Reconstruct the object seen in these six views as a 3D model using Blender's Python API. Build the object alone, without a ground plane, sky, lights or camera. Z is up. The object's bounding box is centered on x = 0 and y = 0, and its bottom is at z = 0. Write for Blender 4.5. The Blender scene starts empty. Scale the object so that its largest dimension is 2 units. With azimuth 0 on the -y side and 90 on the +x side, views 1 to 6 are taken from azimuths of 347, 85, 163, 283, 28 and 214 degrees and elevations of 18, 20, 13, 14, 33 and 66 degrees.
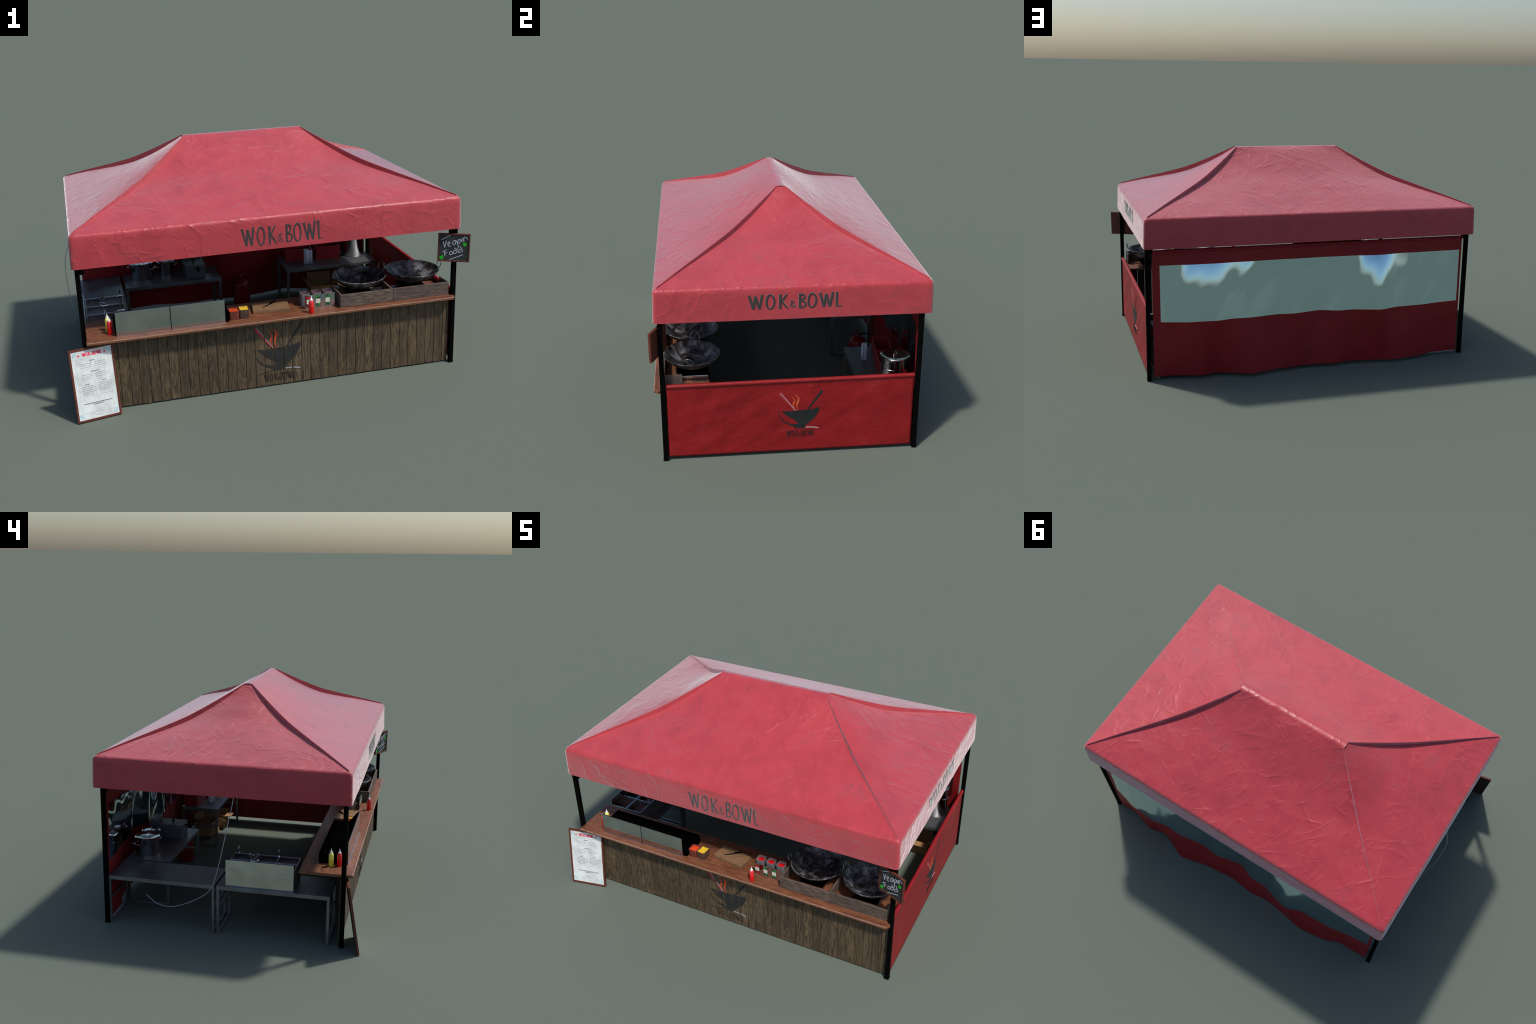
"""Street-food market stall: a hipped red tent over a plank counter with woks,
steel tables, pots, cartons and signs.  Everything is built procedurally."""
import bpy, bmesh, math, random
from mathutils import Vector, Matrix, noise

R = random.Random(7)
V = Vector

# ------------------------------------------------------------------ materials
def lin(r, g, b):
    f = lambda c: c / 12.92 if c <= .04045 else ((c + .055) / 1.055) ** 2.4
    return (f(r / 255), f(g / 255), f(b / 255), 1)

class Mat:
    """Thin wrapper to write node trees tersely."""
    def __init__(self, name):
        self.m = bpy.data.materials.new(name)
        self.m.use_nodes = True
        self.nt = self.m.node_tree
        self.b = self.nt.nodes["Principled BSDF"]
        self.co = self.nt.nodes.new("ShaderNodeTexCoord")
    def n(self, kind, **kw):
        nd = self.nt.nodes.new("ShaderNode" + kind)
        for k, v in kw.items():
            if k in nd.inputs: nd.inputs[k].default_value = v
            else: setattr(nd, k, v)
        return nd
    def l(self, a, b): self.nt.links.new(a, b)
    def mapping(self, scale=(1, 1, 1), rot=(0, 0, 0), vec=None):
        out = vec or self.co.outputs["Object"]
        for key, val in (("Rotation", rot), ("Scale", scale)):     # turn first, then stretch
            mp = self.n("Mapping")
            mp.inputs[key].default_value = val
            self.l(out, mp.inputs["Vector"]); out = mp.outputs[0]
        return out
    def noise(self, vec, scale, detail=4, rough=.55, dist=0):
        nd = self.n("TexNoise", Scale=scale, Detail=detail, Roughness=rough, Distortion=dist)
        self.l(vec, nd.inputs["Vector"])
        return nd.outputs["Fac"]
    def ramp(self, fac, stops):
        r = self.n("ValToRGB")
        e = r.color_ramp.elements
        while len(e) < len(stops): e.new(.5)
        for el, (p, c) in zip(e, stops):
            el.position = p
            el.color = c if len(c) == 4 else (*c, 1)
        self.l(fac, r.inputs[0])
        return r.outputs[0]
    def grey(self, fac, a, b):
        return self.ramp(fac, [(a, (0, 0, 0)), (b, (1, 1, 1))])
    def mix(self, fac, a, b, mode='MIX'):
        mx = self.n("Mix", data_type='RGBA', blend_type=mode)
        for s, x in ((0, fac), (6, a), (7, b)):
            if hasattr(x, "links"): self.l(x, mx.inputs[s])
            elif s == 0: mx.inputs[0].default_value = x
            else: mx.inputs[s].default_value = x
        return mx.outputs[2]
    def math(self, op, a, b=0.):
        m = self.n("Math", operation=op)
        for i, x in enumerate((a, b)):
            if hasattr(x, "links"): self.l(x, m.inputs[i])
            else: m.inputs[i].default_value = x
        return m.outputs[0]
    def set(self, **kw):
        for k, v in kw.items():
            k = k.replace("_", " ")
            if hasattr(v, "links"): self.l(v, self.b.inputs[k])
            else: self.b.inputs[k].default_value = v
        return self
    def bump(self, h, strength=.3, dist=.002, normal=None):
        bp = self.n("Bump", Strength=strength, Distance=dist)
        self.l(h, bp.inputs["Height"])
        if normal: self.l(normal, bp.inputs["Normal"])
        self.l(bp.outputs[0], self.b.inputs["Normal"])
        return bp.outputs[0]

def plain(name, col, rough=.5, metal=0., spec=.5, spread=.0, scale=40):
    """Flat colour with optional faint mottling."""
    m = Mat(name)
    if spread:
        f = m.noise(m.co.outputs["Object"], scale, 5)
        d = tuple(c * (1 - spread) for c in col[:3]) + (1,)
        li = tuple(min(1, c * (1 + spread)) for c in col[:3]) + (1,)
        m.set(Base_Color=m.ramp(f, [(.3, d), (.7, li)]))
    else:
        m.set(Base_Color=col)
    m.set(Roughness=rough, Metallic=metal, Specular_IOR_Level=spec)
    return m.m

def fabric(name, base, rough, wrinkle, spec=.5, grime=.55, sheen=0., lines=1.):
    """Coated awning cloth: blotchy red, grime spots, sparse long creases in bump."""
    m = Mat(name)
    o = m.co.outputs["Object"]
    blotch = m.noise(o, 6, 5, .6)
    col = m.ramp(blotch, [(.3, tuple(c * .84 for c in base[:3])), (.7, tuple(c * 1.1 for c in base[:3]))])
    spots = m.math('MULTIPLY', m.grey(m.noise(o, 6, 2), .58, .74), m.grey(m.noise(o, 110, 4, .7), .44, .62))
    col = m.mix(m.math('MULTIPLY', spots, grime), col, (.10, .055, .06, 1))
    m.set(Base_Color=col, Specular_IOR_Level=spec)
    m.set(Roughness=m.ramp(m.noise(o, 12, 4), [(.3, (rough * .85,) * 3), (.7, (rough * 1.15,) * 3)]))
    if sheen:
        m.set(Sheen_Weight=sheen, Sheen_Roughness=.45, Sheen_Tint=(1, .95, .97, 1))
    warp = m.n("TexNoise", Scale=4., Detail=2.)
    m.l(o, warp.inputs["Vector"])
    off = m.n("VectorMath", operation='SCALE'); m.l(warp.outputs["Color"], off.inputs[0]); off.inputs["Scale"].default_value = .10
    add = m.n("VectorMath", operation='ADD'); m.l(o, add.inputs[0]); m.l(off.outputs[0], add.inputs[1])
    h = None
    for k, (sc, rot, w) in enumerate((((1.3, 9, 8), (0, .3, .45), 1.), ((1.5, 9, 8), (.2, 0, -.5), 1.), ((2., 13, 10), (.1, .2, 1.2), .8), ((2.2, 16, 12), (.3, .1, 2.1), .6))):
        vec = m.mapping(sc, rot, add.outputs[0])
        f = m.noise(vec, 1.1, 1.5, .4)
        ridge = m.math('MAXIMUM', m.math('SUBTRACT', 1., m.math('ABSOLUTE', m.math('MULTIPLY', m.math('SUBTRACT', f, .5), 12.))), 0.)
        gate = m.grey(m.noise(o, 5 + 2 * k, 2), .46, .62)
        ridge = m.math('MULTIPLY', m.math('MULTIPLY', m.math('POWER', ridge, 2.), gate), w * lines)
        h = ridge if h is None else m.math('ADD', h, ridge)
    h = m.math('ADD', h, m.math('MULTIPLY', m.noise(add.outputs[0], 11, 2.5), 1.6))
    nrm = m.bump(h, wrinkle, .006)
    m.bump(m.noise(o, 480, 2), .06, .001, nrm)
    return m.m

EDGE_A, EDGE_B = .6535, .6565      # worn strip along the counter's front edge (object space)
def wood(name, dark, mid, light, scale=(1, 14, 14), rough=.5, ring=5., worn=0., per_object=False, contrast=1., grime=0.):
    """Stretched grain plus cathedral figure; grain runs along the axis with the small scale."""
    m = Mat(name)
    vec = m.co.outputs["Object"]
    if per_object:
        oi = m.n("ObjectInfo")
        add = m.n("VectorMath", operation='ADD')
        mul = m.n("VectorMath", operation='SCALE')
        cmb = m.n("CombineXYZ")
        for i in range(3): m.l(oi.outputs["Random"], cmb.inputs[i])
        m.l(cmb.outputs[0], mul.inputs[0]); mul.inputs["Scale"].default_value = 37.
        m.l(vec, add.inputs[0]); m.l(mul.outputs[0], add.inputs[1])
        vec = add.outputs[0]
    s = m.mapping(scale, vec=vec)
    fig = m.noise(s, ring * .45, 3, .5, .8)
    rings = m.math('ABSOLUTE', m.math('SINE', m.math('MULTIPLY', fig, 34.)))
    fine = m.noise(m.mapping(tuple(c * 4 for c in scale), vec=vec), ring, 5, .7)
    f = m.math('ADD', m.math('MULTIPLY', rings, .45 * contrast), m.math('MULTIPLY', fine, .75))
    col = m.ramp(f, [(.22, dark), (.55, mid), (.88, light)])
    big = m.noise(vec, 9, 4)
    col = m.mix(m.math('MULTIPLY', m.grey(big, .35, .75), .45), col, tuple(c * .55 for c in mid[:3]) + (1,))
    if per_object:
        v = m.math('ADD', .8, m.math('MULTIPLY', oi.outputs["Random"], .4))
        hsv = m.n("HueSaturation"); m.l(v, hsv.inputs["Value"]); m.l(col, hsv.inputs["Color"])
        col = hsv.outputs[0]
    if grime:
        moss = m.math('MULTIPLY', m.grey(m.noise(vec, 5, 3), .55, .7), m.grey(m.noise(vec, 70, 5, .7), .48, .6))
        col = m.mix(m.math('MULTIPLY', moss, grime), col, lin(120, 115, 90))
    if worn:
        sep = m.n("SeparateXYZ"); m.l(vec, sep.inputs[0])
        rag = m.math('MULTIPLY', m.noise(vec, 60, 4, .7), .008)
        edge = m.math('MULTIPLY', m.grey(m.math('ADD', m.math('MULTIPLY', sep.outputs[1], -1.), rag), EDGE_A, EDGE_B), m.grey(sep.outputs[2], .3725, .3745))
        scr = m.math('MULTIPLY', m.grey(m.noise(vec, 11, 3), .55, .7), m.grey(m.noise(m.mapping((40, 160, 160), vec=vec), 1., 4, .7), .62, .74))
        col = m.mix(m.math('MULTIPLY', m.math('MAXIMUM', edge, scr), worn), col, lin(205, 180, 165))
    m.set(Base_Color=col, Roughness=rough)
    m.bump(f, .35, .0015)
    return m.m

def steel(name, tint, rough, smudge=.3, dark=.6):
    """Brushed, smudged stainless steel."""
    m = Mat(name)
    o = m.co.outputs["Object"]
    f = m.noise(o, 9, 5, .6)
    m.set(Base_Color=m.ramp(f, [(.3, tuple(c * dark for c in tint[:3])), (.72, tint)]), Metallic=1.)
    g = m.noise(m.mapping((3, 120, 120)), 1.5, 4)
    m.set(Roughness=m.ramp(m.math('ADD', m.math('MULTIPLY', f, .6), m.math('MULTIPLY', g, .4)),
                           [(.3, (rough * (1 - smudge),) * 3), (.7, (rough * (1 + smudge),) * 3)]))
    return m.m

M = {}
M['canopy'] = fabric("coated_canopy_cloth", (.44, .033, .046), .44, .27, .5, sheen=1., lines=1.2)
M['panel'] = fabric("red_panel_cloth", (.27, .008, .011), .5, .35, .35, grime=.3, lines=.5)
M['curtain'] = fabric("red_curtain_cloth", (.235, .008, .011), .55, .2, .3, grime=.2, lines=.5)
M['black'] = plain("black_powder_coat", (.0025, .0025, .0025, 1), .7, spec=.03)
M['soot'] = plain("black_enamel", (.0012, .0012, .0012, 1), .7, spec=.0)
M['steel'] = steel("table_steel", (.26, .265, .275, 1), .45)
M['steel'].node_tree.nodes["Principled BSDF"].inputs["Metallic"].default_value = .8
M['fryer'] = plain("grey_fryer_metal", lin(92, 96, 98), .5, .4, spread=.12, scale=20)
M['pot'] = steel("pot_steel", (.62, .62, .63, 1), .16, dark=.7)
M['guard'] = steel("guard_steel", (.66, .68, .68, 1), .13, dark=.72)
M['chrome'] = plain("bright_wire_steel", (.6, .62, .65, 1), .2, 1.)
M['counter'] = wood("counter_wood", lin(62, 34, 22), lin(112, 67, 45), lin(142, 92, 64), (1.2, 15, 15), .45, 4, worn=.6, contrast=.8)
M['plank'] = wood("weathered_plank", lin(28, 23, 16), lin(74, 60, 43), lin(116, 96, 69), (16, 16, 1.6), .75, 3.2, per_object=True, grime=.4, contrast=.75)
M['cratewood'] = wood("grey_box_wood", lin(44, 35, 31), lin(80, 66, 58), lin(112, 96, 86), (1.2, 15, 15), .7, 5)
M['frame'] = wood("red_frame_wood", lin(40, 14, 8), lin(98, 42, 26), lin(130, 62, 40), (8, 8, 8), .65, 5, contrast=.6)
M['board'] = wood("chopping_board_wood", lin(92, 66, 44), lin(132, 100, 70), lin(164, 132, 98), (1.5, 14, 14), .5, 4, contrast=.6)
M['carton'] = plain("corrugated_cardboard", lin(168, 130, 92), .8, spec=.2, spread=.08, scale=30)
M['redplastic'] = plain("red_crate_plastic", lin(140, 22, 26), .45, spread=.1)
M['gasred'] = plain("red_cylinder_paint", lin(120, 6, 8), .4, spread=.1)
M['bottle_red'] = plain("ketchup_red_plastic", lin(228, 14, 14), .3)
M['bottle_red_top'] = plain("clear_red_plastic", lin(225, 50, 50), .3)
M['bottle_yellow'] = plain("mustard_yellow_plastic", lin(232, 215, 70), .35)
M['bottle_yellow_top'] = plain("clear_yellow_plastic", lin(250, 240, 110), .3)
M['refl_brown'] = plain("brown_reflection", lin(70, 38, 26), .4, spread=.4, scale=90)  # wood-brown reflection in the steel wells, painted as a fill colour
M['refl_red'] = plain("dark_red_reflection", lin(78, 18, 18), .35, spread=.4, scale=90)  # red reflection of the canopy underside, painted as a fill colour
M['refl_dark'] = plain("dark_well_reflection", lin(18, 14, 14), .3, spread=.4, scale=90)  # dark look of the glossy steel wells, painted as a fill colour
M['white'] = plain("white_plastic", lin(235, 235, 235), .35)
M['paper'] = plain("paper_towel", lin(205, 212, 225), .8)
M['tub'] = plain("smoky_plastic", lin(120, 118, 122), .3)
M['sauce'] = plain("red_sauce", lin(205, 20, 18), .25)
M['vegtub'] = plain("brown_plastic", lin(85, 66, 56), .3, spread=.25, scale=90)
M['vegtubred'] = plain("tinted_red_plastic", lin(118, 60, 50), .3, spread=.25, scale=90)
M['carrot'] = plain("carrot", lin(225, 75, 28), .5)
M['corn'] = plain("sweetcorn", lin(226, 190, 42), .45)
M['ink'] = plain("printed_dark_grey", lin(40, 39, 42), .5)
_b = M['ink'].node_tree.nodes["Principled BSDF"]
_b.inputs["Sheen Weight"].default_value = 1.; _b.inputs["Sheen Roughness"].default_value = .45
M['inkblack'] = plain("printed_black", lin(28, 33, 34), .55)
M['inkgrey'] = plain("faded_print", lin(150, 150, 150), .6)
M['inkred'] = plain("printed_red", lin(225, 45, 80), .6)
M['inkpink'] = plain("printed_rose", lin(160, 50, 60), .55)
M['inkpale'] = plain("printed_pale", lin(190, 165, 168), .55)
M['inkorange'] = plain("printed_orange", lin(205, 85, 40), .55)
M['inkteal'] = plain("printed_teal", lin(150, 190, 185), .6)
M['inkblue'] = plain("printed_sky_blue", lin(95, 180, 205), .6)
M['text'] = plain("printed_text", lin(70, 72, 74), .6)
M['chalk'] = plain("chalk", lin(185, 188, 200), .9, spread=.15, scale=300)
M['green'] = plain("green_paint", lin(20, 190, 30), .7, spread=.12, scale=200)
M['darktext'] = plain("dark_red_print", lin(66, 22, 24), .55)
M['labelgreen'] = plain("label_green", lin(40, 150, 60), .6)
M['labelwhite'] = plain("label_white", lin(205, 205, 190), .6)
M['labeldark'] = plain("label_dark", lin(48, 42, 52), .6)
M['blade'] = plain("dark_knife_steel", lin(50, 52, 56), .35, .6)
M['darkboard'] = plain("dark_hardboard", lin(52, 36, 28), .8, spec=.2, spread=.2, scale=25)
M['iron'] = plain("bare_iron_rod", (.2, .205, .21, 1), .38, 1.)
M['cable'] = plain("grey_cable_rubber", lin(165, 170, 175), .5)

def menu_paper():
    m = Mat("stained_menu_paper")
    f = m.noise(m.co.outputs["Object"], 14, 6, .65)
    m.set(Base_Color=m.ramp(f, [(.3, lin(188, 192, 190)), (.6, lin(228, 233, 232))]), Roughness=.6)
    return m.m
def slate():
    m = Mat("chalk_slate")
    f = m.noise(m.co.outputs["Object"], 18, 5, .6)
    m.set(Base_Color=m.ramp(f, [(.35, lin(34, 38, 42)), (.7, lin(56, 55, 52))]), Roughness=.6)
    return m.m
def wok_iron():
    """Seasoned iron: sooty, with greasy grey burn patches."""
    m = Mat("burnt_wok_iron")
    o = m.co.outputs["Object"]
    f = m.noise(o, 21, 7, .68, .5)
    col = m.ramp(f, [(.38, (.008, .004, .004)), (.50, (.045, .043, .048)), (.64, (.22, .22, .235))])
    m.set(Base_Color=col, Metallic=.3, Roughness=m.ramp(f, [(.35, (.42,) * 3), (.7, (.65,) * 3)]))
    m.bump(f, .15, .002)
    return m.m
def window_film():
    """Mirror-like blue-green window film with smeared, dusty scuffs."""
    m = Mat("reflective_window_film")
    o = m.co.outputs["Object"]
    smear = m.grey(m.noise(m.mapping((7, 7, 2.2), (0, .55, 0)), 1.2, 3), .50, .64)
    dots = m.grey(m.noise(o, 240, 3, .7), .40, .60)
    mask = m.math('MULTIPLY', smear, dots)
    m.set(Base_Color=m.mix(mask, (.56, .76, .84, 1), (.72, .93, 1.0, 1)))
    m.set(Metallic=1.)
    m.set(Roughness=m.math('ADD', .05, m.math('MULTIPLY', mask, .1)))
    return m.m
def worn_paint(name, col, thr=(.5, .66)):
    """Paint rubbed off the plank: shows wood brown through a speckle."""
    m = Mat(name)
    o = m.co.outputs["Object"]
    f = m.math('MULTIPLY', m.grey(m.noise(o, 26, 3), .42, .6), m.grey(m.noise(o, 150, 5, .75), *thr))
    m.set(Base_Color=m.mix(m.math('MULTIPLY', f, .75), col, lin(92, 72, 50)), Roughness=.7)
    return m.m
M['menupaper'] = menu_paper(); M['slate'] = slate(); M['wok'] = wok_iron(); M['film'] = window_film()
M['wornblack'] = worn_paint("worn_black_paint", lin(30, 33, 34))
M['wornred'] = worn_paint("worn_red_paint", lin(160, 35, 45))
M['wornorange'] = worn_paint("worn_orange_paint", lin(205, 75, 40))
M['wornpale'] = worn_paint("worn_pale_paint", lin(150, 150, 155))
M['worntext'] = worn_paint("worn_dark_paint", lin(40, 34, 26), (.42, .62))

# ------------------------------------------------------------------ builders
def thing(name, label, category, loc=(0, 0, 0)):
    o = bpy.data.objects.new(name, None)
    o.empty_display_size = .05
    o.location = loc
    o["label"] = label; o["category"] = category
    bpy.context.scene.collection.objects.link(o)
    bpy.context.view_layer.update()
    return o

def link(name, me, parent=None):
    o = bpy.data.objects.new(name, me)
    bpy.context.scene.collection.objects.link(o)
    if parent:
        o.parent = parent
        # geometry is given in world space; undo the parents' placement
        o.matrix_parent_inverse = Matrix.Identity(4)
        o.matrix_basis = parent_world(parent).inverted()
    return o

def parent_world(o):
    m = o.matrix_basis.copy(); p = o.parent
    while p:
        m = p.matrix_basis @ m; p = p.parent
    return m

def mesh(name, vs, fs, mat, parent=None, smooth=False, angle=None):
    me = bpy.data.meshes.new(name)
    me.from_pydata([tuple(v) for v in vs], [], fs)
    me.materials.append(mat)
    if smooth:
        me.polygons.foreach_set("use_smooth", [True] * len(me.polygons))
        if angle: me.set_sharp_from_angle(angle=math.radians(angle))
    me.update()
    return link(name, me, parent)

def from_bm(name, bm, mat, parent=None, smooth=False, angle=40):
    bmesh.ops.recalc_face_normals(bm, faces=bm.faces)
    me = bpy.data.meshes.new(name)
    bm.to_mesh(me); bm.free()
    me.materials.append(mat)
    if smooth:
        me.polygons.foreach_set("use_smooth", [True] * len(me.polygons))
        me.set_sharp_from_angle(angle=math.radians(angle))
    return link(name, me, parent)

def add_box(bm, lo, hi, mtx=None, bevel=0.):
    g = bmesh.ops.create_cube(bm, size=1)
    vs = g['verts']
    for v in vs:
        v.co = V([lo[i] + (v.co[i] + .5) * (hi[i] - lo[i]) for i in range(3)])
    if bevel:
        es = list({e for v in vs for e in v.link_edges})
        r = bmesh.ops.bevel(bm, geom=es, offset=bevel, segments=2, affect='EDGES', profile=.5)
        vs = list({v for f in r['faces'] for v in f.verts} | {v for v in vs if v.is_valid})
    if mtx:
        bmesh.ops.transform(bm, matrix=mtx, verts=vs)

def box(name, lo, hi, mat, parent=None, bevel=.001, mtx=None):
    bm = bmesh.new(); add_box(bm, lo, hi, mtx, bevel)
    return from_bm(name, bm, mat, parent)

def add_lathe(bm, prof, n=40, mtx=None):
    """Revolve (radius, z) points about z."""
    rings = []
    for r, z in prof:
        if r < 1e-6: rings.append([bm.verts.new((0, 0, z))])
        else: rings.append([bm.verts.new((r * math.cos(2 * math.pi * k / n), r * math.sin(2 * math.pi * k / n), z)) for k in range(n)])
    for a, b in zip(rings, rings[1:]):
        for k in range(n):
            j = (k + 1) % n
            if len(a) == 1 and len(b) == 1: continue
            if len(a) == 1: bm.faces.new((a[0], b[j], b[k]))
            elif len(b) == 1: bm.faces.new((a[k], a[j], b[0]))
            else: bm.faces.new((a[k], a[j], b[j], b[k]))
    if mtx: bmesh.ops.transform(bm, matrix=mtx, verts=[v for r in rings for v in r])

def lathe(name, prof, mat, parent=None, at=(0, 0, 0), n=40, angle=45):
    bm = bmesh.new(); add_lathe(bm, prof, n, Matrix.Translation(at))
    return from_bm(name, bm, mat, parent, True, angle)

def catmull(pts, k=6, closed=False):
    pts = [V(p) for p in pts]; out = []; n = len(pts)
    rng = range(n if closed else n - 1)
    for i in rng:
        g = (lambda j: pts[j % n]) if closed else (lambda j: pts[min(max(j, 0), n - 1)])
        p0, p1, p2, p3 = g(i - 1), g(i), g(i + 1), g(i + 2)
        for s in range(k):
            t = s / k
            out.append(.5 * (2 * p1 + (p2 - p0) * t + (2 * p0 - 5 * p1 + 4 * p2 - p3) * t * t + (3 * p1 - p0 - 3 * p2 + p3) * t ** 3))
    if not closed: out.append(pts[-1])
    return out

def add_tube(bm, pts, r, n=8, closed=False):
    pts = [V(p) for p in pts]; rings = []; m = len(pts)
    up = V((0, 0, 1))
    prev = None
    for i, p in enumerate(pts):
        a = pts[(i - 1) % m] if closed or i else p
        b = pts[(i + 1) % m] if closed or i < m - 1 else p
        t = (b - a).normalized()
        x = prev - t * prev.dot(t) if prev else (up.cross(t) if abs(t.dot(up)) < .95 else V((1, 0, 0)).cross(t))
        x.normalize(); y = t.cross(x); prev = x
        rings.append([bm.verts.new(p + r * (math.cos(2 * math.pi * k / n) * x + math.sin(2 * math.pi * k / n) * y)) for k in range(n)])
    for i in range(m if closed else m - 1):
        a, b = rings[i], rings[(i + 1) % m]
        for k in range(n): bm.faces.new((a[k], a[(k + 1) % n], b[(k + 1) % n], b[k]))
    if not closed:
        bm.faces.new(rings[0][::-1]); bm.faces.new(rings[-1])

def tube(name, pts, r, mat, parent=None, n=8, closed=False):
    bm = bmesh.new(); add_tube(bm, pts, r, n, closed)
    return from_bm(name, bm, mat, parent, True, 50)

# ---- flat artwork (letters, logos): polygons in a (u, v) plane, then laid on a surface
def stroke(pts, w0, w1=None, smooth=0, div=1, closed=False):
    """Outline strip of a pen stroke -> list of polygons [(u,v)...]."""
    w1 = w0 if w1 is None else w1
    if smooth: pts = [tuple(p)[:2] for p in catmull([(x, y, 0) for x, y in pts], smooth, closed)]
    if div > 1: pts = [(a[0] + (b[0] - a[0]) * k / div, a[1] + (b[1] - a[1]) * k / div) for a, b in zip(pts, pts[1:]) for k in range(div)] + [pts[-1]]
    P = [V((x, y)) for x, y in pts]; n = len(P); polys = []; L = []; Rr = []
    for i, p in enumerate(P):
        if closed: a, b = P[(i - 1) % n], P[(i + 1) % n]
        else: a, b = P[max(i - 1, 0)], P[min(i + 1, n - 1)]
        t = (b - a).normalized(); nn = V((-t.y, t.x))
        if 0 < i < n - 1 and not smooth:
            d1 = (p - P[i - 1]).normalized(); k = max(.35, abs(V((-d1.y, d1.x)).dot(nn))); s = 1 / k
            s = min(s, 1.6)
        else: s = 1
        w = (w0 + (w1 - w0) * i / max(1, n - 1)) * .5 * s
        L.append(p + nn * w); Rr.append(p - nn * w)
    for i in range(n if closed else n - 1):
        j = (i + 1) % n
        polys.append([tuple(Rr[i]), tuple(Rr[j]), tuple(L[j]), tuple(L[i])])
    return polys

def ell(cx, cy, rx, ry, n=28):
    return [(cx + rx * math.cos(2 * math.pi * k / n), cy + ry * math.sin(2 * math.pi * k / n)) for k in range(n)]

def wok_lettering(w=.10, amp=True):
    """Tall thin hand-lettered name, cap height 1, total width about 4.5."""
    out = []
    def at(dx, polys): out.extend([[(x + dx, y) for x, y in p] for p in polys])
    def letter_w(dx):
        for a, b in (((0, 1), (.21, .02)), ((.21, .02), (.30, .92)), ((.30, .92), (.50, .02)), ((.50, .02), (.63, 1.03))):
            at(dx, stroke([a, b], w * 1.1))
    def letter_o(dx): at(dx, stroke(ell(.21, .5, .19, .49), w * .9, closed=True))
    letter_w(.0)
    letter_o(.82)
    at(1.45, stroke([(.06, 1), (.06, 0)], w * 1.1)); at(1.45, stroke([(.38, 1.0), (.10, .48)], w * .8)); at(1.45, stroke([(.12, .54), (.43, 0)], w * .95))
    if amp:
        at(1.98, stroke([(.27, .24), (.15, .08), (.04, .12), (.03, .24), (.17, .42), (.16, .52), (.09, .53), (.06, .44), (.16, .24), (.29, .08)], w * .42, smooth=4))
    at(2.42, stroke([(.05, 1), (.05, 0)], w * 1.1))
    at(2.42, stroke([(.05, .97), (.22, .93), (.28, .76), (.2, .6), (.07, .52)], w * .85, smooth=4))
    at(2.42, stroke([(.07, .52), (.28, .42), (.34, .24), (.25, .07), (.04, .03)], w * .9, smooth=4))
    letter_o(2.86)
    letter_w(3.44)
    at(4.22, stroke([(.04, 1.04), (.06, .02)], w * 1.05)); at(4.22, stroke([(.03, .02), (.3, .05)], w * .7))
    return out

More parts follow.
